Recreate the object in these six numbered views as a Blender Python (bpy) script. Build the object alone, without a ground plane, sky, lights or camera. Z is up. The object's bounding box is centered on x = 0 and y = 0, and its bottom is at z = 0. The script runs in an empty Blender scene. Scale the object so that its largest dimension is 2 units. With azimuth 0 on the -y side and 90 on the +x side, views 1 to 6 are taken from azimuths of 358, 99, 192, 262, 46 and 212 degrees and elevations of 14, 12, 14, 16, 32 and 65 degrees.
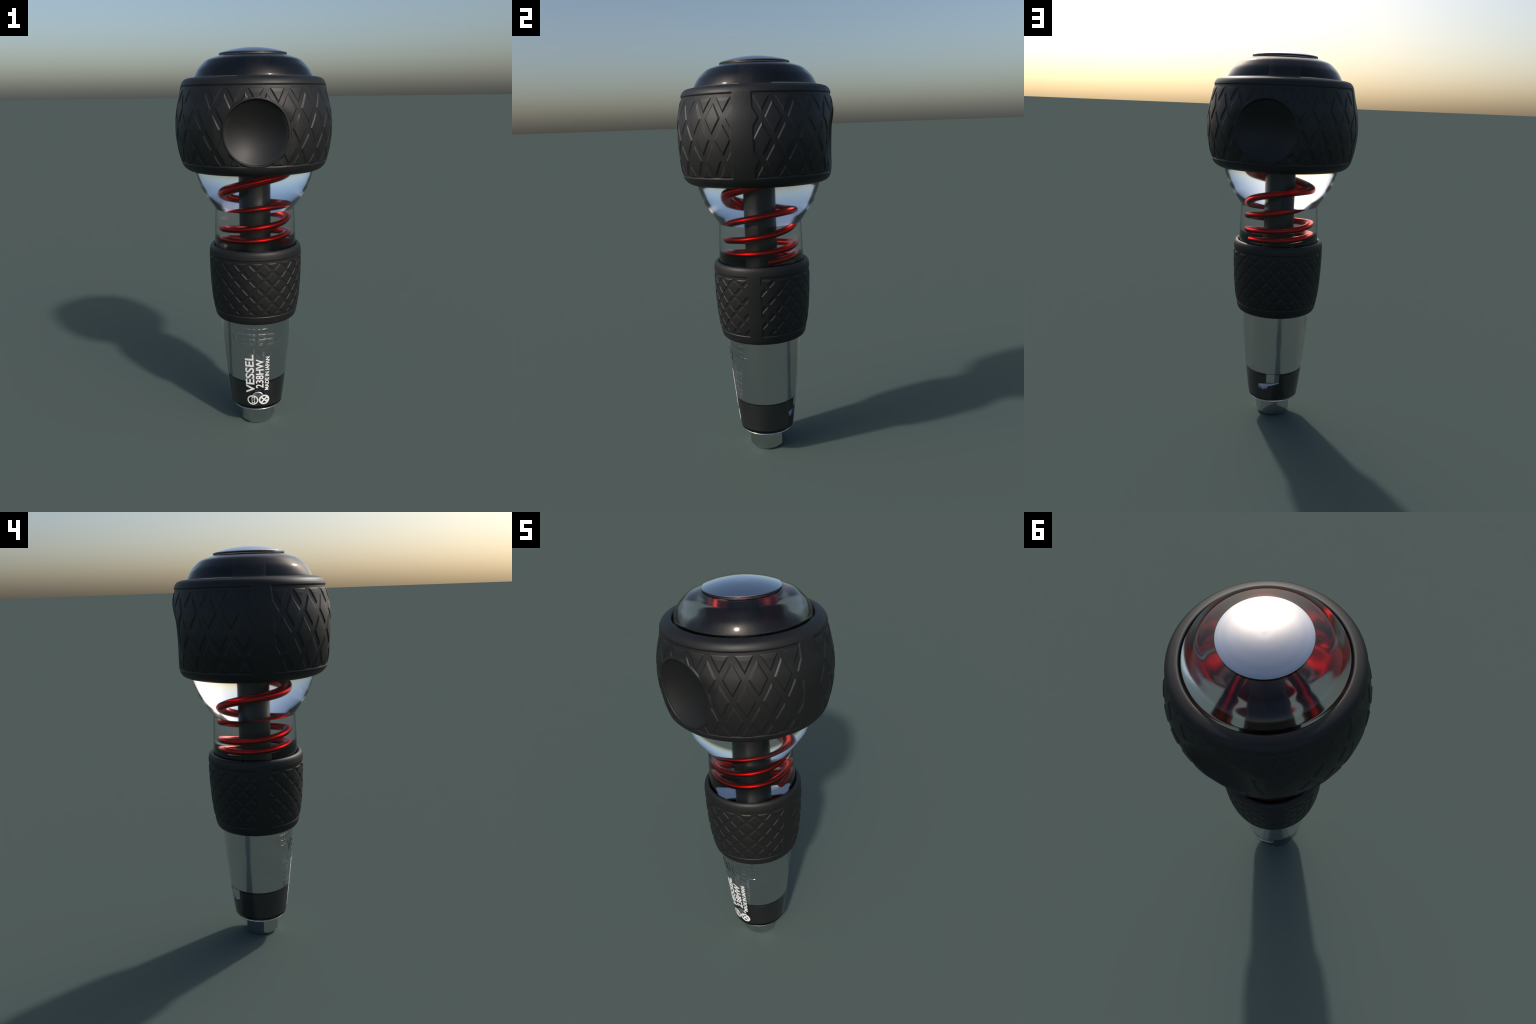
"""Clear-bodied ball-grip ratchet driver handle standing on its hex socket tip.

Everything is a solid of revolution about the z axis, except the hexagonal shaft
and tip, the coil spring, the moulded diamond relief of the two rubber grips with
their thumb dimples, and the lettering.
"""
import bpy, bmesh, math
import numpy as np
from mathutils import Vector

TAU = 2 * math.pi

# ----------------------------------------------------------------- helpers
ROOT = bpy.data.objects.new("driver_handle", None)
bpy.context.scene.collection.objects.link(ROOT)
ROOT["label"] = "clear ball-grip driver handle with black rubber grips and red spring"
ROOT["category"] = "hand tool"


def link(name, mesh, mat, parent=ROOT, smooth=True, angle=None):
    ob = bpy.data.objects.new(name, mesh)
    bpy.context.scene.collection.objects.link(ob)
    ob.parent = parent
    if mat:
        mesh.materials.append(mat)
    if smooth:
        mesh.shade_smooth()
        if angle is not None:
            mesh.set_sharp_from_angle(angle=math.radians(angle))
    return ob


def grid_mesh(name, P, wrap_u=True, wrap_v=False):
    """Mesh from a (rows, columns, 3) array of points."""
    nv, nu, _ = P.shape
    me = bpy.data.meshes.new(name)
    i = np.arange(nv if wrap_v else nv - 1)
    j = np.arange(nu if wrap_u else nu - 1)
    I, J = np.meshgrid(i, j, indexing="ij")
    I2, J2 = (I + 1) % nv, (J + 1) % nu
    F = np.stack([I * nu + J, I * nu + J2, I2 * nu + J2, I2 * nu + J], -1).reshape(-1, 4)
    me.vertices.add(nv * nu)
    me.vertices.foreach_set("co", P.astype(np.float32).reshape(-1))
    me.loops.add(F.size)
    me.loops.foreach_set("vertex_index", F.astype(np.int32).reshape(-1))
    me.polygons.add(len(F))
    me.polygons.foreach_set("loop_start", np.arange(0, F.size, 4, dtype=np.int32))
    me.update(calc_edges=True)
    me.validate()
    return me


def catmull(pts, per=8):
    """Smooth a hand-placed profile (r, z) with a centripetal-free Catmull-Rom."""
    p = np.array(pts, float)
    p = np.vstack([2 * p[0] - p[1], p, 2 * p[-1] - p[-2]])
    out = []
    for k in range(1, len(p) - 2):
        t = np.linspace(0, 1, per, endpoint=False)[:, None]
        a, b, c, d = p[k - 1], p[k], p[k + 1], p[k + 2]
        out.append(.5 * (2 * b + (c - a) * t + (2 * a - 5 * b + 4 * c - d) * t ** 2
                         + (3 * b - a - 3 * c + d) * t ** 3))
    out.append(p[-2][None])
    return np.vstack(out)


def revolve(name, prof, n=128, closed=False, axis_caps=False):
    prof = np.array(prof, float)
    if axis_caps:
        if prof[0, 0] > 1e-6:
            prof = np.vstack([[1e-5, prof[0, 1]], prof])
        if prof[-1, 0] > 1e-6:
            prof = np.vstack([prof, [1e-5, prof[-1, 1]]])
    th = np.linspace(0, TAU, n, endpoint=False)
    P = np.stack([prof[:, 0, None] * np.cos(th), prof[:, 0, None] * np.sin(th),
                  np.repeat(prof[:, 1, None], n, 1)], -1)
    me = grid_mesh(name, P, True, closed)
    bm = bmesh.new()
    bm.from_mesh(me)
    if axis_caps:
        bmesh.ops.remove_doubles(bm, verts=bm.verts, dist=3e-5)
    bmesh.ops.recalc_face_normals(bm, faces=bm.faces)
    bm.to_mesh(me)
    bm.free()
    return me


# --------------------------------------------------------------- materials
def material(name, base, rough, metallic=0.0, transmission=0.0, ior=1.5,
             spec=0.5, bump=0.0, bump_scale=400.0, tone=0.0, tone_scale=12.0,
             rough_var=0.0):
    m = bpy.data.materials.new(name)
    m.use_nodes = True
    nt = m.node_tree
    b = nt.nodes["Principled BSDF"]
    b.inputs["Base Color"].default_value = (*base, 1)
    b.inputs["Roughness"].default_value = rough
    b.inputs["Metallic"].default_value = metallic
    b.inputs["Transmission Weight"].default_value = transmission
    b.inputs["IOR"].default_value = ior
    b.inputs["Specular IOR Level"].default_value = spec
    tc = nt.nodes.new("ShaderNodeTexCoord")
    if tone > 0:
        n = nt.nodes.new("ShaderNodeTexNoise")
        n.inputs["Scale"].default_value = tone_scale
        n.inputs["Detail"].default_value = 5
        nt.links.new(tc.outputs["Object"], n.inputs["Vector"])
        r = nt.nodes.new("ShaderNodeValToRGB")
        r.color_ramp.elements[0].position = .3
        r.color_ramp.elements[1].position = .7
        r.color_ramp.elements[0].color = (*[c * (1 - tone) for c in base], 1)
        r.color_ramp.elements[1].color = (*[min(1, c * (1 + tone)) for c in base], 1)
        nt.links.new(n.outputs["Fac"], r.inputs["Fac"])
        nt.links.new(r.outputs["Color"], b.inputs["Base Color"])
        if rough_var > 0:
            mr = nt.nodes.new("ShaderNodeMapRange")
            mr.inputs["To Min"].default_value = rough - rough_var
            mr.inputs["To Max"].default_value = rough + rough_var
            nt.links.new(n.outputs["Fac"], mr.inputs["Value"])
            nt.links.new(mr.outputs["Result"], b.inputs["Roughness"])
    if bump > 0:
        n2 = nt.nodes.new("ShaderNodeTexNoise")
        n2.inputs["Scale"].default_value = bump_scale
        n2.inputs["Detail"].default_value = 3
        nt.links.new(tc.outputs["Object"], n2.inputs["Vector"])
        bp = nt.nodes.new("ShaderNodeBump")
        bp.inputs["Strength"].default_value = bump
        bp.inputs["Distance"].default_value = .001
        nt.links.new(n2.outputs["Fac"], bp.inputs["Height"])
        nt.links.new(bp.outputs["Normal"], b.inputs["Normal"])
    return m


RUBBER = material("black_rubber", (.0088, .0088, .0090), .5, spec=.42, bump=.12, bump_scale=700,
                  tone=.12, tone_scale=9, rough_var=.03)
CLEAR = material("clear_plastic", (1, 1, 1), .09, transmission=1, ior=1.5)
CHROME = material("chrome_metal", (.62, .62, .62), .06, metallic=1, tone=.02)
CAP = material("polished_cap_metal", (.66, .66, .66), .05, metallic=1, tone=.01)
STEEL = material("steel", (.62, .62, .61), .1, metallic=1, tone=.03, tone_scale=30)
RED = material("red_lacquered_wire", (.55, .005, .004), .26, metallic=1, tone=.04)
BLACK = material("black_plastic", (.011, .011, .0115), .42, tone=.08)
SHAFTM = material("blackened_steel", (.010, .010, .0105), .45, tone=.08)
WHITE = material("white_print", (.86, .86, .86), .5, tone=.02)

# ------------------------------------------------------- clear plastic body
# profile of the moulded clear body, (radius, height), bottom to top
LOWER = [(.1240, .1130), (.1318, .1140), (.1362, .1175), (.1388, .1235), (.1405, .132), (.1556, .26),
         (.1743, .448), (.1876, .59), (.196, .72), (.207, .90), (.2125, 1.0),
         (.2118, 1.05), (.2095, 1.12), (.2062, 1.19), (.2052, 1.2065)]
# the shoulder under the ball grip: two straight flares, shaded smooth
BULB = [(.2052, 1.2065), (.2748, 1.3115), (.2995, 1.3890)]
BORE = [(.2995, 1.4600), (.2985, 1.600)]
DOME = [(.2985, 1.80), (.2965, 1.85), (.2935, 1.867), (.2755, 1.899), (.2535, 1.922),
        (.230, 1.9410), (.203, 1.9515), (.180, 1.9585), (.158, 1.9632)]


def lower_radius(z):
    p = np.array(LOWER)
    return np.interp(z, p[:, 1], p[:, 0])


def stroke_distance(x, y, strokes):
    d = np.full(x.shape, 9.0)
    for poly in strokes:
        for (ax, ay), (bx, by) in zip(poly[:-1], poly[1:]):
            vx, vy = bx - ax, by - ay
            t = np.clip(((x - ax) * vx + (y - ay) * vy) / (vx * vx + vy * vy), 0, 1)
            d = np.minimum(d, np.hypot(x - ax - t * vx, y - ay - t * vy))
    return d


def arc(cx, cy, rx, ry, a0, a1, n=10):
    return [(cx + rx * math.cos(math.radians(a)), cy + ry * math.sin(math.radians(a)))
            for a in np.linspace(a0, a1, n)]


# letters in a unit cell, width 0.8, height 1
S_STROKE = [arc(.4, .73, .29, .2, 25, 180) + arc(.4, .70, .29, .2, 200, 250, 4)
            + arc(.4, .30, .30, .2, 70, -180, 14)]
LETTERS = {
    "V": [[(.05, .92), (.4, .08), (.75, .92)]],
    "E": [[(.72, .92), (.12, .92), (.12, .08), (.72, .08)], [(.12, .5), (.66, .5)]],
    "S": S_STROKE,
    "L": [[(.14, .92), (.14, .08), (.74, .08)]],
}
MOULD = dict(word="VESSEL", start=-136.0, pitch=15.2, cell=13.6, z0=.499, height=.066,
             half=.0042, depth=.0021)


def build_clear():
    low = catmull(LOWER, 4)
    # dense rows where the moulded word is sunk into the wall
    zd = np.arange(.485, .61, .0012)
    keep = low[(low[:, 1] < .484) | (low[:, 1] > .611)]
    low = np.vstack([keep, np.stack([lower_radius(zd), zd], 1)])
    low = low[np.argsort(low[:, 1])]
    prof = np.vstack([[[1e-5, .1130], [.06, .1130]], low[:-1], BULB, BORE,
                      catmull(DOME, 6), [[.08, 1.9632], [1e-5, 1.9632]]])
    deg = np.concatenate([np.arange(-140, -40, .4), np.arange(-40, 220, 2.0)])
    th = np.radians(deg)
    R = np.repeat(prof[:, :1], len(th), 1)
    Z = np.repeat(prof[:, 1:], len(th), 1)
    T = np.repeat(deg[None], len(prof), 0)
    m = MOULD
    rad = math.radians(1) * .18
    for k, ch in enumerate(m["word"]):
        a0 = m["start"] + k * m["pitch"]
        # work in metres on the unrolled wall
        sx = m["cell"] * rad / .8
        strokes = [[(px * sx, py * m["height"]) for px, py in s] for s in LETTERS[ch]]
        d = stroke_distance((T - a0) * rad, Z - m["z0"], strokes)
        h = np.clip((m["half"] + .0012 - d) / .0024, 0, 1)
        h[(Z < .48) | (Z > .62)] = 0
        R = R - m["depth"] * h * h * (3 - 2 * h)
    P = np.stack([R * np.cos(th), R * np.sin(th), Z], -1)
    me = grid_mesh("clear_body", P)
    bm = bmesh.new()
    bm.from_mesh(me)
    bmesh.ops.remove_doubles(bm, verts=bm.verts, dist=3e-5)
    bmesh.ops.recalc_face_normals(bm, faces=bm.faces)
    bm.to_mesh(me)
    bm.free()
    return link("clear_body", me, CLEAR, angle=35)


# ------------------------------------------------------------- rubber grips
def diamond_relief(T, Z, R, half_deg, row, z_row, centre, zmin, zmax, size=.70, fade=.0):
    """Signed distance to the nearest raised diamond of the staggered lattice."""
    best = np.full(T.shape, 9.0)
    g = np.sqrt((1 / (np.radians(half_deg) * R)) ** 2 + (1 / row) ** 2)
    for stagger in (0, 1):
        a = (T - centre - stagger * half_deg) / (2 * half_deg)
        da = (a - np.round(a)) * 2 * half_deg
        b = (Z - z_row - stagger * row) / (2 * row)
        db = (b - np.round(b)) * 2 * row
        best = np.minimum(best, (np.abs(da) / half_deg + np.abs(db) / row - size) / g)
    top = np.clip((Z - zmax) / max(fade, 1e-6), -1, 0) * .02 if fade else Z - zmax
    return np.maximum(best, np.maximum(zmin - Z, np.where(Z > zmax, Z - zmax + .003, top) if fade else top))


def build_grip(name, outer, inner, panel, strip, lattice, depth, bevel, n_theta,
               row_step, dimple=None):
    """Rubber sleeve: outer profile from bottom to top, then the bore back down.

    panel = (z low, z high) of the sunk panels; strip = half width in degrees of
    the plain bands at 0 and 180 degrees, (at panel top, at panel bottom)."""
    prof = catmull(outer, 6)
    z0, z1 = panel
    zd = np.arange(z0 - .012, z1 + .012, row_step)
    # outer run only: radius is single valued in z here
    rd = np.interp(zd, prof[:, 1], prof[:, 0])
    below = prof[prof[:, 1] < zd[0] - .001]
    above = prof[prof[:, 1] > zd[-1] + .001]
    run = np.vstack([below, np.stack([rd, zd], 1), above, inner])
    th = np.linspace(-math.pi, math.pi, n_theta, endpoint=False)
    T = np.repeat(np.degrees(th)[None], len(run), 0)
    R = np.repeat(run[:, :1], n_theta, 1)
    Z = np.repeat(run[:, 1:], n_theta, 1)
    is_outer = np.zeros(len(run), bool)
    is_outer[:len(run) - len(inner)] = True

    # raised parts: plain bands, border, diamonds (and the dimple's rim)
    side = np.where(T < 0, -90.0, 90.0)
    f = np.clip((z1 - Z) / (z1 - z0), 0, 1)
    half = strip[0] + (strip[1] - strip[0]) * f
    ang = np.minimum(np.abs(T), 180 - np.abs(T))
    sd = (ang - half) * math.radians(1) * R
    sd = np.minimum(sd, np.minimum(Z - z0, z1 - Z))
    dia = np.minimum(diamond_relief(T, Z, R, centre=-90.0, **lattice) + 9 * (T > 0),
                     diamond_relief(T, Z, R, centre=90.0, **lattice) + 9 * (T <= 0))
    X, Y = R * np.cos(th), R * np.sin(th)
    if dimple:
        rho = np.hypot(X, Z - dimple["z"])
        sd = np.minimum(sd, rho - dimple["rim"])

    def ramp(s):
        return np.clip(s / bevel + .5, 0, 1)
    h = np.minimum(ramp(sd), np.maximum(ramp(dia), .06))
    sink = depth * h * is_outer[:, None]
    R = R - sink
    X, Y = R * np.cos(th), R * np.sin(th)
    if dimple:
        rho = np.hypot(X, Z - dimple["z"])
        k = np.clip(rho / dimple["radius"], 0, 1.6)
        dz = Z - dimple["z"]
        # the wall round the dish is eased back towards it
        ease = np.clip((dimple["ease_out"] - rho) / (dimple["ease_out"] - dimple["radius"]), 0, 1)
        up = np.clip((dz - .03) / .12, 0, 1)
        ease = ease * (1 - .7 * up * up * (3 - 2 * up))
        Y = Y - np.sign(Y) * dimple["ease"] * ease * ease * (3 - 2 * ease) * is_outer[:, None]
        floor_y = dimple["plane"] + .065 * .5 * (dz + np.sqrt(dz * dz + .0036)) - .001 - dimple["depth"] * (1 - k ** 2) \
            + np.where(k > 1, (k - 1) * .35, 0)
        # smooth minimum rounds the rim
        a, b, s = np.abs(Y), floor_y, dimple["round"]
        hh = np.clip(.5 + .5 * (a - b) / s, 0, 1)
        y_new = a * (1 - hh) + b * hh - s * hh * (1 - hh)
        use = is_outer[:, None] & (np.abs(X) < .24) & (rho < dimple["radius"] * 1.5)
        Y = np.where(use, np.sign(Y) * y_new, Y)
    P = np.stack([X, Y, Z], -1)
    me = grid_mesh(name, P, True, True)
    bm = bmesh.new()
    bm.from_mesh(me)
    bmesh.ops.recalc_face_normals(bm, faces=bm.faces)
    bm.to_mesh(me)
    bm.free()
    return link(name, me, RUBBER, angle=50)


def build_grips():
    build_grip(
        "ball_grip",
        outer=[(.3045, 1.4008), (.320, 1.4035), (.340, 1.412), (.356, 1.426),
               (.3665, 1.444), (.3775, 1.482), (.3858, 1.522), (.3925, 1.575),
               (.394, 1.624), (.3912, 1.670), (.385, 1.712), (.3715, 1.766),
               (.3605, 1.818), (.354, 1.835), (.3435, 1.8470), (.331, 1.8525),
               (.318, 1.8556), (.310, 1.8560), (.3055, 1.8540)],
        inner=np.array([(.3035, 1.8490), (.3030, 1.80), (.3015, 1.60), (.3020, 1.450), (.3030, 1.406)]),
        panel=(1.4505, 1.8175), strip=(6.8, 8.0),
        lattice=dict(half_deg=7.7, row=.092, z_row=1.804, zmin=1.4555, zmax=1.801, fade=.11),
        depth=.0042, bevel=.0066, n_theta=1800, row_step=.0017,
        dimple=dict(z=1.603, rim=.160, radius=.146, plane=.3535, depth=.045, round=.014,
                    ease=.0105, ease_out=.205))
    build_grip(
        "neck_grip",
        outer=[(.193, .6225), (.200, .6235), (.2075, .628), (.2130, .636), (.2162, .646), (.2190, .658),
               (.2262, .695), (.2322, .738), (.2370, .795), (.2400, .856), (.2416, .92),
               (.2416, .965), (.2404, .990), (.2372, 1.005), (.231, 1.0135), (.2240, 1.0165),
               (.2185, 1.0145)],
        inner=np.array([(.2155, 1.008), (.2145, .99), (.2085, .85), (.1995, .72), (.1915, .6265)]),
        panel=(.670, .972), strip=(7.6, 8.0),
        lattice=dict(half_deg=9.4, row=.0418, z_row=.961, zmin=.684, zmax=.956),
        depth=.0031, bevel=.0036, n_theta=1440, row_step=.0014)


# ------------------------------------------------------------ metal and core
def hexagon(name, radius, z0, z1, mat, chamfer=0.0, rounding=0.0):
    """Hexagonal bar with a corner on +x; a conical chamfer trims the lower end."""
    bm = bmesh.new()
    n = 96

    def hex_r(a):
        a = (a + math.pi / 6) % (math.pi / 3) - math.pi / 6   # 0 on a corner
        flat = radius * math.cos(math.pi / 6) / math.cos(math.pi / 6 - abs(a))
        return flat * (1 - rounding) + radius * .955 * rounding
    top, mid, bot = [], [], []
    rb = radius * math.cos(math.pi / 6) * .93
    for k in range(n):
        a = TAU * k / n
        r = hex_r(a)
        top.append(bm.verts.new((r * math.cos(a), r * math.sin(a), z1)))
        zc = z0 + chamfer * max(0, (r - rb)) / (radius - rb)
        mid.append(bm.verts.new((r * math.cos(a), r * math.sin(a), zc if chamfer else z0)))
        if chamfer:
            bot.append(bm.verts.new((rb * math.cos(a), rb * math.sin(a), z0)))
    for k in range(n):
        j = (k + 1) % n
        bm.faces.new((mid[k], mid[j], top[j], top[k]))
        if chamfer:
            bm.faces.new((bot[k], bot[j], mid[j], mid[k]))
    bm.faces.new(top)
    bm.faces.new(list(reversed(bot if chamfer else mid)))
    bmesh.ops.recalc_face_normals(bm, faces=bm.faces)
    me = bpy.data.meshes.new(name)
    bm.to_mesh(me)
    bm.free()
    return link(name, me, mat, angle=20)


SLEEVE_R = .1155
COLLAR_TOP = .2705


def build_core():
    hexagon("hex_shaft", .0565, .90, 1.94, SHAFTM, rounding=.8)
    hexagon("hex_tip", .0962, 0.0, .1065, STEEL, chamfer=.024)
    # bright sleeve cast into the lower half, flat on top
    link("metal_sleeve", revolve("metal_sleeve", [
        (SLEEVE_R - .004, COLLAR_TOP + .002), (SLEEVE_R, COLLAR_TOP + .006), (SLEEVE_R, .958),
        (SLEEVE_R - .004, .962)], axis_caps=True), CHROME, angle=35)
    # black retaining collar below it
    link("black_collar", revolve("black_collar", [
        (.100, .122), (.111, .123), (SLEEVE_R + .001, .128), (SLEEVE_R + .001, COLLAR_TOP - .006),
        (SLEEVE_R - .003, COLLAR_TOP - .001)], axis_caps=True), BLACK, angle=35)
    build_tab()
    # bright retaining ring round the foot of the clear body
    ring = [(.1225 + .0085 * math.cos(q), .1082 + .0058 * math.sin(q))
            for q in np.linspace(0, TAU, 24, endpoint=False)]
    link("retaining_ring", revolve("retaining_ring", ring, 128, closed=True), CHROME)
    # thin end plate that carries the tip
    link("end_plate", revolve("end_plate", [(.121, .1055), (.121, .1115)], axis_caps=True), BLACK, angle=35)
    # flat-faced round locking pin showing through the front of the collar
    pin = [(.021, .0)] + [(.021 + .016 * math.sin(q), -.016 * (1 - math.cos(q)))
                          for q in np.radians(np.linspace(10, 90, 9))] + [(.037, -.02)]
    me = revolve("locking_pin", pin, 48, axis_caps=True)
    for v in me.vertices:
        x, y, z = v.co
        v.co = (x, -(SLEEVE_R + .0125) - z, y + .190)
    link("locking_pin", me, CHROME, angle=40)


def wall_patch(name, corners, r_low, r_high, mat, thick=.006, n=12):
    """Curved plate on the collar wall between two angles and two heights."""
    (a0, a1), (z0, z1) = corners
    th = np.radians(np.linspace(a0, a1, n))
    rows = [(r_low - thick, z0), (r_low, z0), (r_high, z1), (r_high - thick, z1)]
    P = np.array([[(r * math.cos(t), r * math.sin(t), z) for t in th] for r, z in rows])
    me = grid_mesh(name, P, False, True)
    bm = bmesh.new()
    bm.from_mesh(me)
    bmesh.ops.holes_fill(bm, edges=bm.edges)
    bmesh.ops.recalc_face_normals(bm, faces=bm.faces)
    bm.to_mesh(me)
    bm.free()
    return link(name, me, mat, angle=30)


def build_tab():
    r = SLEEVE_R + .0022
    wall_patch("locking_tab", ((86, 118), (.2235, COLLAR_TOP + .004)), r, r, CHROME)
    # sideways foot of the bayonet notch: a bright ledge that leans outwards
    deg = np.array([66, 70, 78, 90, 90.6, 96, 102, 108, 113, 118])
    top = np.interp(deg, [66, 90, 118], [.2085, .2185, .2230])
    low = np.interp(deg, [66, 70, 90, 90.6, 105, 118], [.1850, .1840, .1825, .2030, .2120, .2215])
    th = np.radians(deg)
    lean = .44 * (top - low)
    P = np.array([[(q * math.cos(t), q * math.sin(t), z) for t, z, q in zip(th, zz, r + dq)]
                  for dq, zz in ((0 * th - .006, low), (lean, low), (0 * th + .0005, top), (0 * th - .006, top))])
    me = grid_mesh("notch_foot", P, False, True)
    bm = bmesh.new()
    bm.from_mesh(me)
    bmesh.ops.holes_fill(bm, edges=bm.edges)
    bmesh.ops.recalc_face_normals(bm, faces=bm.faces)
    bm.to_mesh(me)
    bm.free()
    link("notch_foot", me, CHROME, angle=30)


def build_spring():
    # height of the wire against turned angle, degrees
    key_a = [24, 110, 200, 290, 370, 440, 520, 600, 700, 790, 880, 975, 1062, 1127, 1200, 1298, 1368]
    key_z = [1.020, 1.034, 1.0435, 1.054, 1.067, 1.080, 1.0925, 1.109, 1.134, 1.168, 1.202, 1.2355,
             1.260, 1.289, 1.315, 1.345, 1.377]
    a = list(key_a)
    z = list(key_z)
    while z[-1] < 1.46:
        a.append(a[-1] + 90)
        z.append(z[-1] + .0325)
    for dz in (.02, .012, .009, .009):
        a.append(a[-1] + 90)
        z.append(z[-1] + dz)
    aa = np.arange(a[0], a[-1], 5.0)
    zz = np.interp(aa, a, z)
    ker = np.hanning(13)
    ker /= ker.sum()
    zs = np.convolve(np.pad(zz, 6, mode="reflect", reflect_type="odd"), ker, "valid")
    t = np.radians(aa)
    rc, m = .109, 20
    wire = np.interp(zs, [1.19, 1.30], [.0168, .0188])[:, None, None]
    C = np.stack([rc * np.cos(t), rc * np.sin(t), zs], -1)
    D = np.gradient(C, axis=0)
    D /= np.linalg.norm(D, axis=1, keepdims=True)
    N = np.stack([np.cos(t), np.sin(t), 0 * t], -1)
    B = np.cross(D, N)
    ph = np.linspace(0, TAU, m, endpoint=False)
    P = C[:, None] + wire * (np.cos(ph)[None, :, None] * N[:, None] + np.sin(ph)[None, :, None] * B[:, None])
    me = grid_mesh("coil_spring", P, True, False)
    bm = bmesh.new()
    bm.from_mesh(me)
    bmesh.ops.holes_fill(bm, edges=bm.edges)
    bmesh.ops.recalc_face_normals(bm, faces=bm.faces)
    bm.to_mesh(me)
    bm.free()
    link("coil_spring", me, RED, angle=50)


def build_cap():
    dome = [(1e-5, 2.0), (.04, 1.9988), (.08, 1.9945), (.12, 1.9868), (.15, 1.9785),
            (.164, 1.9738)]
    prof = np.vstack([[[1e-5, 1.950], [.1625, 1.950], [.1635, 1.955], [.1645, 1.9655], [.1662, 1.9685],
                       [.1676, 1.9700], [.1678, 1.9713], [.1668, 1.9727]],
                      catmull(dome[::-1], 5)])
    dark_line = [(.1655 + .0026 * math.cos(q), 1.9662 + .0016 * math.sin(q))  # thin dark line just under the cap's rim, modelled as a thin black ring
            for q in np.linspace(0, TAU, 12, endpoint=False)]
    link("cap_dark_line", revolve("cap_dark_line", dark_line, 160, closed=True), BLACK)
    link("polished_cap", revolve("polished_cap", prof, 160, axis_caps=True), CAP, angle=40)


# ---------------------------------------------------------------- lettering
def wrap_on_wall(bm, u_deg, z_mid, ax, ay, lift, thick):
    """Take flat artwork (x along the reading direction, y up) and lay it on the
    tapered wall, reading upwards: x -> height, y -> minus angle."""
    for _ in range(3):
        long = [e for e in bm.edges if abs(e.verts[0].co.y - e.verts[1].co.y) > .006]
        if not long:
            break
        bmesh.ops.subdivide_edges(bm, edges=long, cuts=1)
        bmesh.ops.triangulate(bm, faces=bm.faces)
    for v in bm.verts:
        z = z_mid + v.co.x * ax
        r0 = float(lower_radius(z))
        r = r0 + lift + (thick if v.co.z > 0 else 0)
        th = math.radians(u_deg) - v.co.y * ay / r0
        v.co = (r * math.cos(th), r * math.sin(th), z)


def text_mesh(body, length, height, bold):
    cu = bpy.data.curves.new("print_artwork", "FONT")
    cu.body = body
    cu.size = 1
    cu.offset = bold
    cu.resolution_u = 3
    cu.extrude = .01
    ob = bpy.data.objects.new("print_artwork", cu)
    bpy.context.scene.collection.objects.link(ob)
    dg = bpy.context.evaluated_depsgraph_get()
    me = bpy.data.meshes.new_from_object(ob.evaluated_get(dg))
    bpy.data.objects.remove(ob)
    bm = bmesh.new()
    bm.from_mesh(me)
    bpy.data.meshes.remove(me)
    bmesh.ops.remove_doubles(bm, verts=bm.verts, dist=1e-4)
    bmesh.ops.triangulate(bm, faces=bm.faces)
    xs = [v.co.x for v in bm.verts]
    ys = [v.co.y for v in bm.verts]
    x0, x1, y0, y1 = min(xs), max(xs), -.006, max(ys)   # letters stand on the base line
    seen = set()
    for seed in bm.verts:          # a letter with a tail is squeezed onto the base line
        if seed in seen:
            continue
        island, todo = [], [seed]
        seen.add(seed)
        while todo:
            v = todo.pop()
            island.append(v)
            for e in v.link_edges:
                w = e.other_vert(v)
                if w not in seen:
                    seen.add(w)
                    todo.append(w)
        lo = min(v.co.y for v in island)
        if lo < -.08:
            hi = max(v.co.y for v in island)
            for v in island:
                v.co.y = y0 + (v.co.y - lo) / (hi - lo) * (hi - y0)
    for v in bm.verts:
        v.co.x = (v.co.x - (x0 + x1) / 2) / (x1 - x0) * length
        v.co.y = (v.co.y - (y0 + y1) / 2) / (y1 - y0) * height
    return bm


def print_word(body, z0, z1, deg0, deg1, bold):
    zc = (z0 + z1) / 2
    r = float(lower_radius(zc))
    bm = text_mesh(body, z1 - z0, math.radians(deg1 - deg0) * r, bold)
    wrap_on_wall(bm, (deg0 + deg1) / 2, zc, 1, 1, .0006, .0010)
    # reading upwards with the letter tops to the left: y maps to minus angle
    bmesh.ops.recalc_face_normals(bm, faces=bm.faces)
    me = bpy.data.meshes.new("printed_word")
    bm.to_mesh(me)
    bm.free()
    return link("printed_word", me, WHITE, smooth=False)


def plate(bm, poly, t=.01):
    """Flat prism from a closed outline."""
    lo = [bm.verts.new((x, y, -t)) for x, y in poly]
    hi = [bm.verts.new((x, y, t)) for x, y in poly]
    n = len(poly)
    bm.faces.new(hi)
    bm.faces.new(list(reversed(lo)))
    for k in range(n):
        j = (k + 1) % n
        bm.faces.new((lo[k], lo[j], hi[j], hi[k]))


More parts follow.
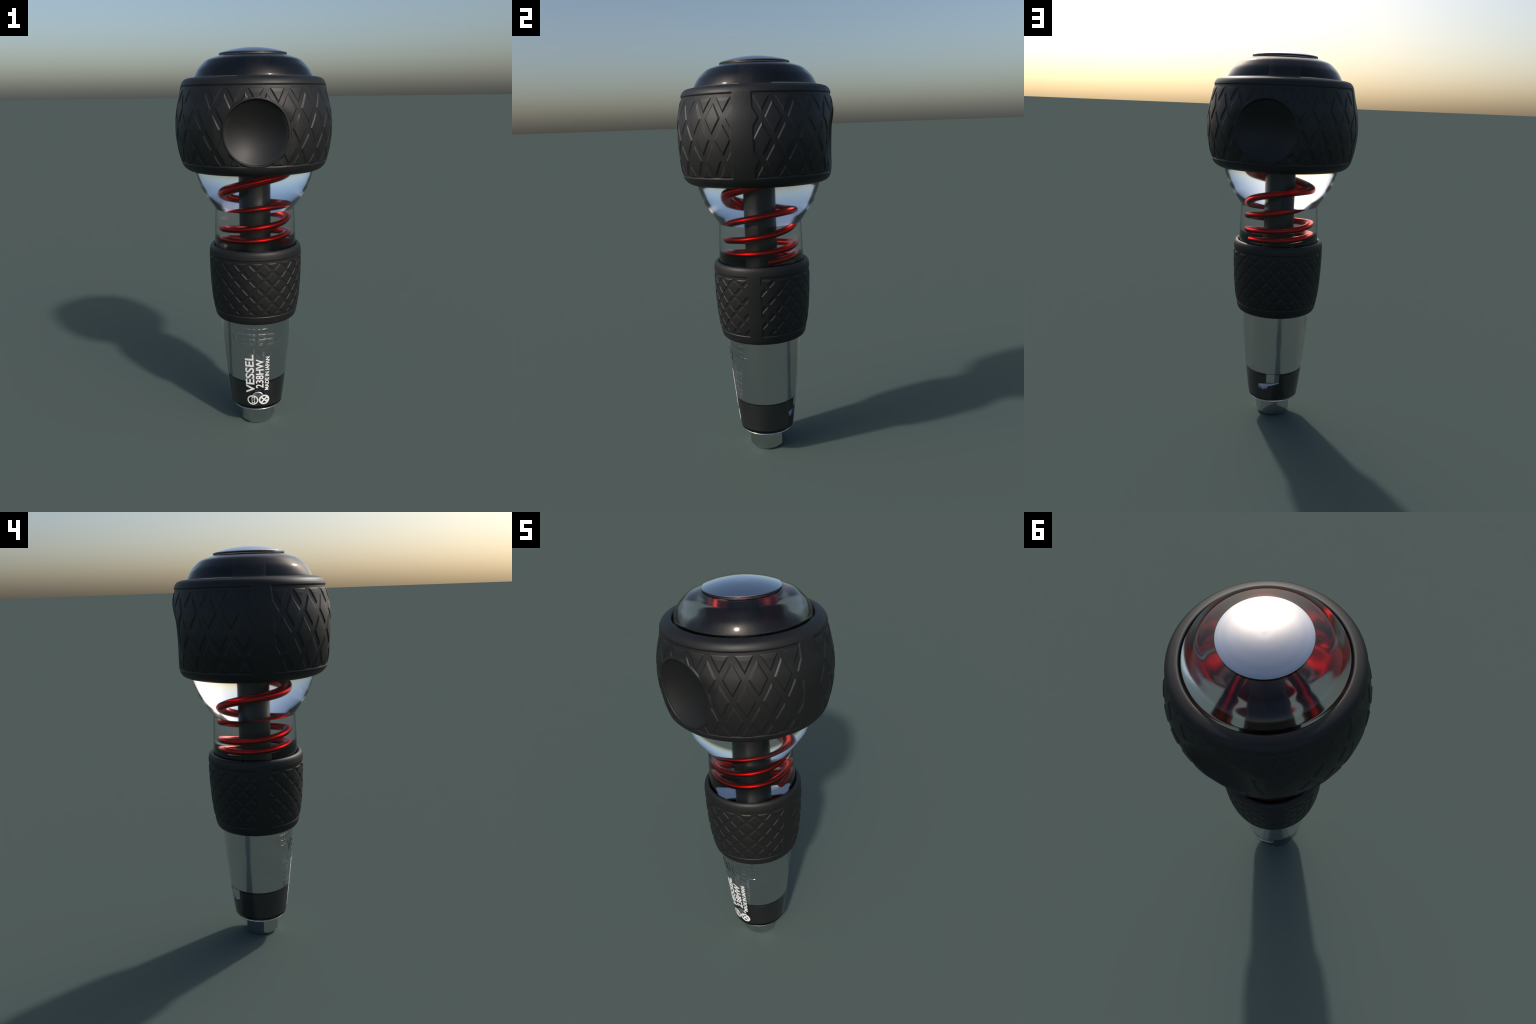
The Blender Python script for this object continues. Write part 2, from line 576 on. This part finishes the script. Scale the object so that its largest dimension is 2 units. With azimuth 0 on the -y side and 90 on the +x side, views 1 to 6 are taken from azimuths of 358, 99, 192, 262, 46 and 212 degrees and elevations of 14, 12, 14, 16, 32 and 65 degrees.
def ribbon(bm, pts, w, closed=False):
    """Flat stroke of width w along a polyline, as one strip of quads."""
    p = np.array(pts, float)
    d = np.gradient(p, axis=0) if not closed else np.roll(p, -1, 0) - np.roll(p, 1, 0)
    d /= np.linalg.norm(d, axis=1, keepdims=True)
    nrm = np.stack([-d[:, 1], d[:, 0]], -1) * w / 2
    quads = range(len(p) if closed else len(p) - 1)
    V = [[bm.verts.new((*(q + s * m), z)) for s, z in ((1, .01), (-1, .01), (-1, -.01), (1, -.01))]
         for q, m in zip(p, nrm)]
    for k in quads:
        a, b = V[k], V[(k + 1) % len(p)]
        for i in range(4):
            j = (i + 1) % 4
            bm.faces.new((a[i], a[j], b[j], b[i]))
    if not closed:
        bm.faces.new(V[0])
        bm.faces.new(list(reversed(V[-1])))


def circle_pts(r, n=40):
    return [(r * math.cos(TAU * k / n), r * math.sin(TAU * k / n)) for k in range(n)]


def build_symbol(kind, deg, z):
    bm = bmesh.new()
    R = .0292
    w = .0062 if kind == "goggles" else .0082
    ribbon(bm, circle_pts(R - w / 2), w, closed=True)
    if kind == "goggles":
        # head with a band of goggles, lying on its side
        ribbon(bm, [(-.024, .004), (-.010, .004), (0, .0042), (.010, .004), (.024, .004)], .0030)
        ribbon(bm, [(-.022, -.008), (-.012, -.0115), (-.004, -.008), (0, -.006), (.004, -.008),
                    (.012, -.0115), (.022, -.008)], .0032)
        ribbon(bm, [(-.016, .004), (-.017, -.002), (-.016, -.010)], .0028)
        ribbon(bm, [(.016, .004), (.017, -.002), (.016, -.010)], .0028)
    else:
        ribbon(bm, [(-.020, .018), (0, 0), (.020, -.018)], .0085)
        ribbon(bm, [(-.018, -.020), (0, 0), (.010, .010), (.018, .018)], .0075)
        ribbon(bm, [(-.006, -.022), (-.004, -.014), (-.010, -.008)], .0050)
        plate(bm, [(.012, -.026), (.022, -.018), (.012, -.012), (.004, -.020)])
    wrap_on_wall(bm, deg, z, 1, 1, .0006, .0010)
    bmesh.ops.recalc_face_normals(bm, faces=bm.faces)
    me = bpy.data.meshes.new("printed_symbol")
    bm.to_mesh(me)
    bm.free()
    link("printed_symbol", me, WHITE, smooth=False)


def build_print():
    print_word("VESSEL", .2185, .4470, -113.6, -97.4, .018)
    print_word("238HW", .2475, .4205, -93.8, -79.6, .014)
    print_word("MADE IN JAPAN", .2325, .4325, -76.2, -68.5, .018)
    build_symbol("goggles", -101.2, .1730)
    build_symbol("no_striking", -77.0, .1738)


build_clear()
build_grips()
build_core()
build_spring()
build_cap()
build_print()
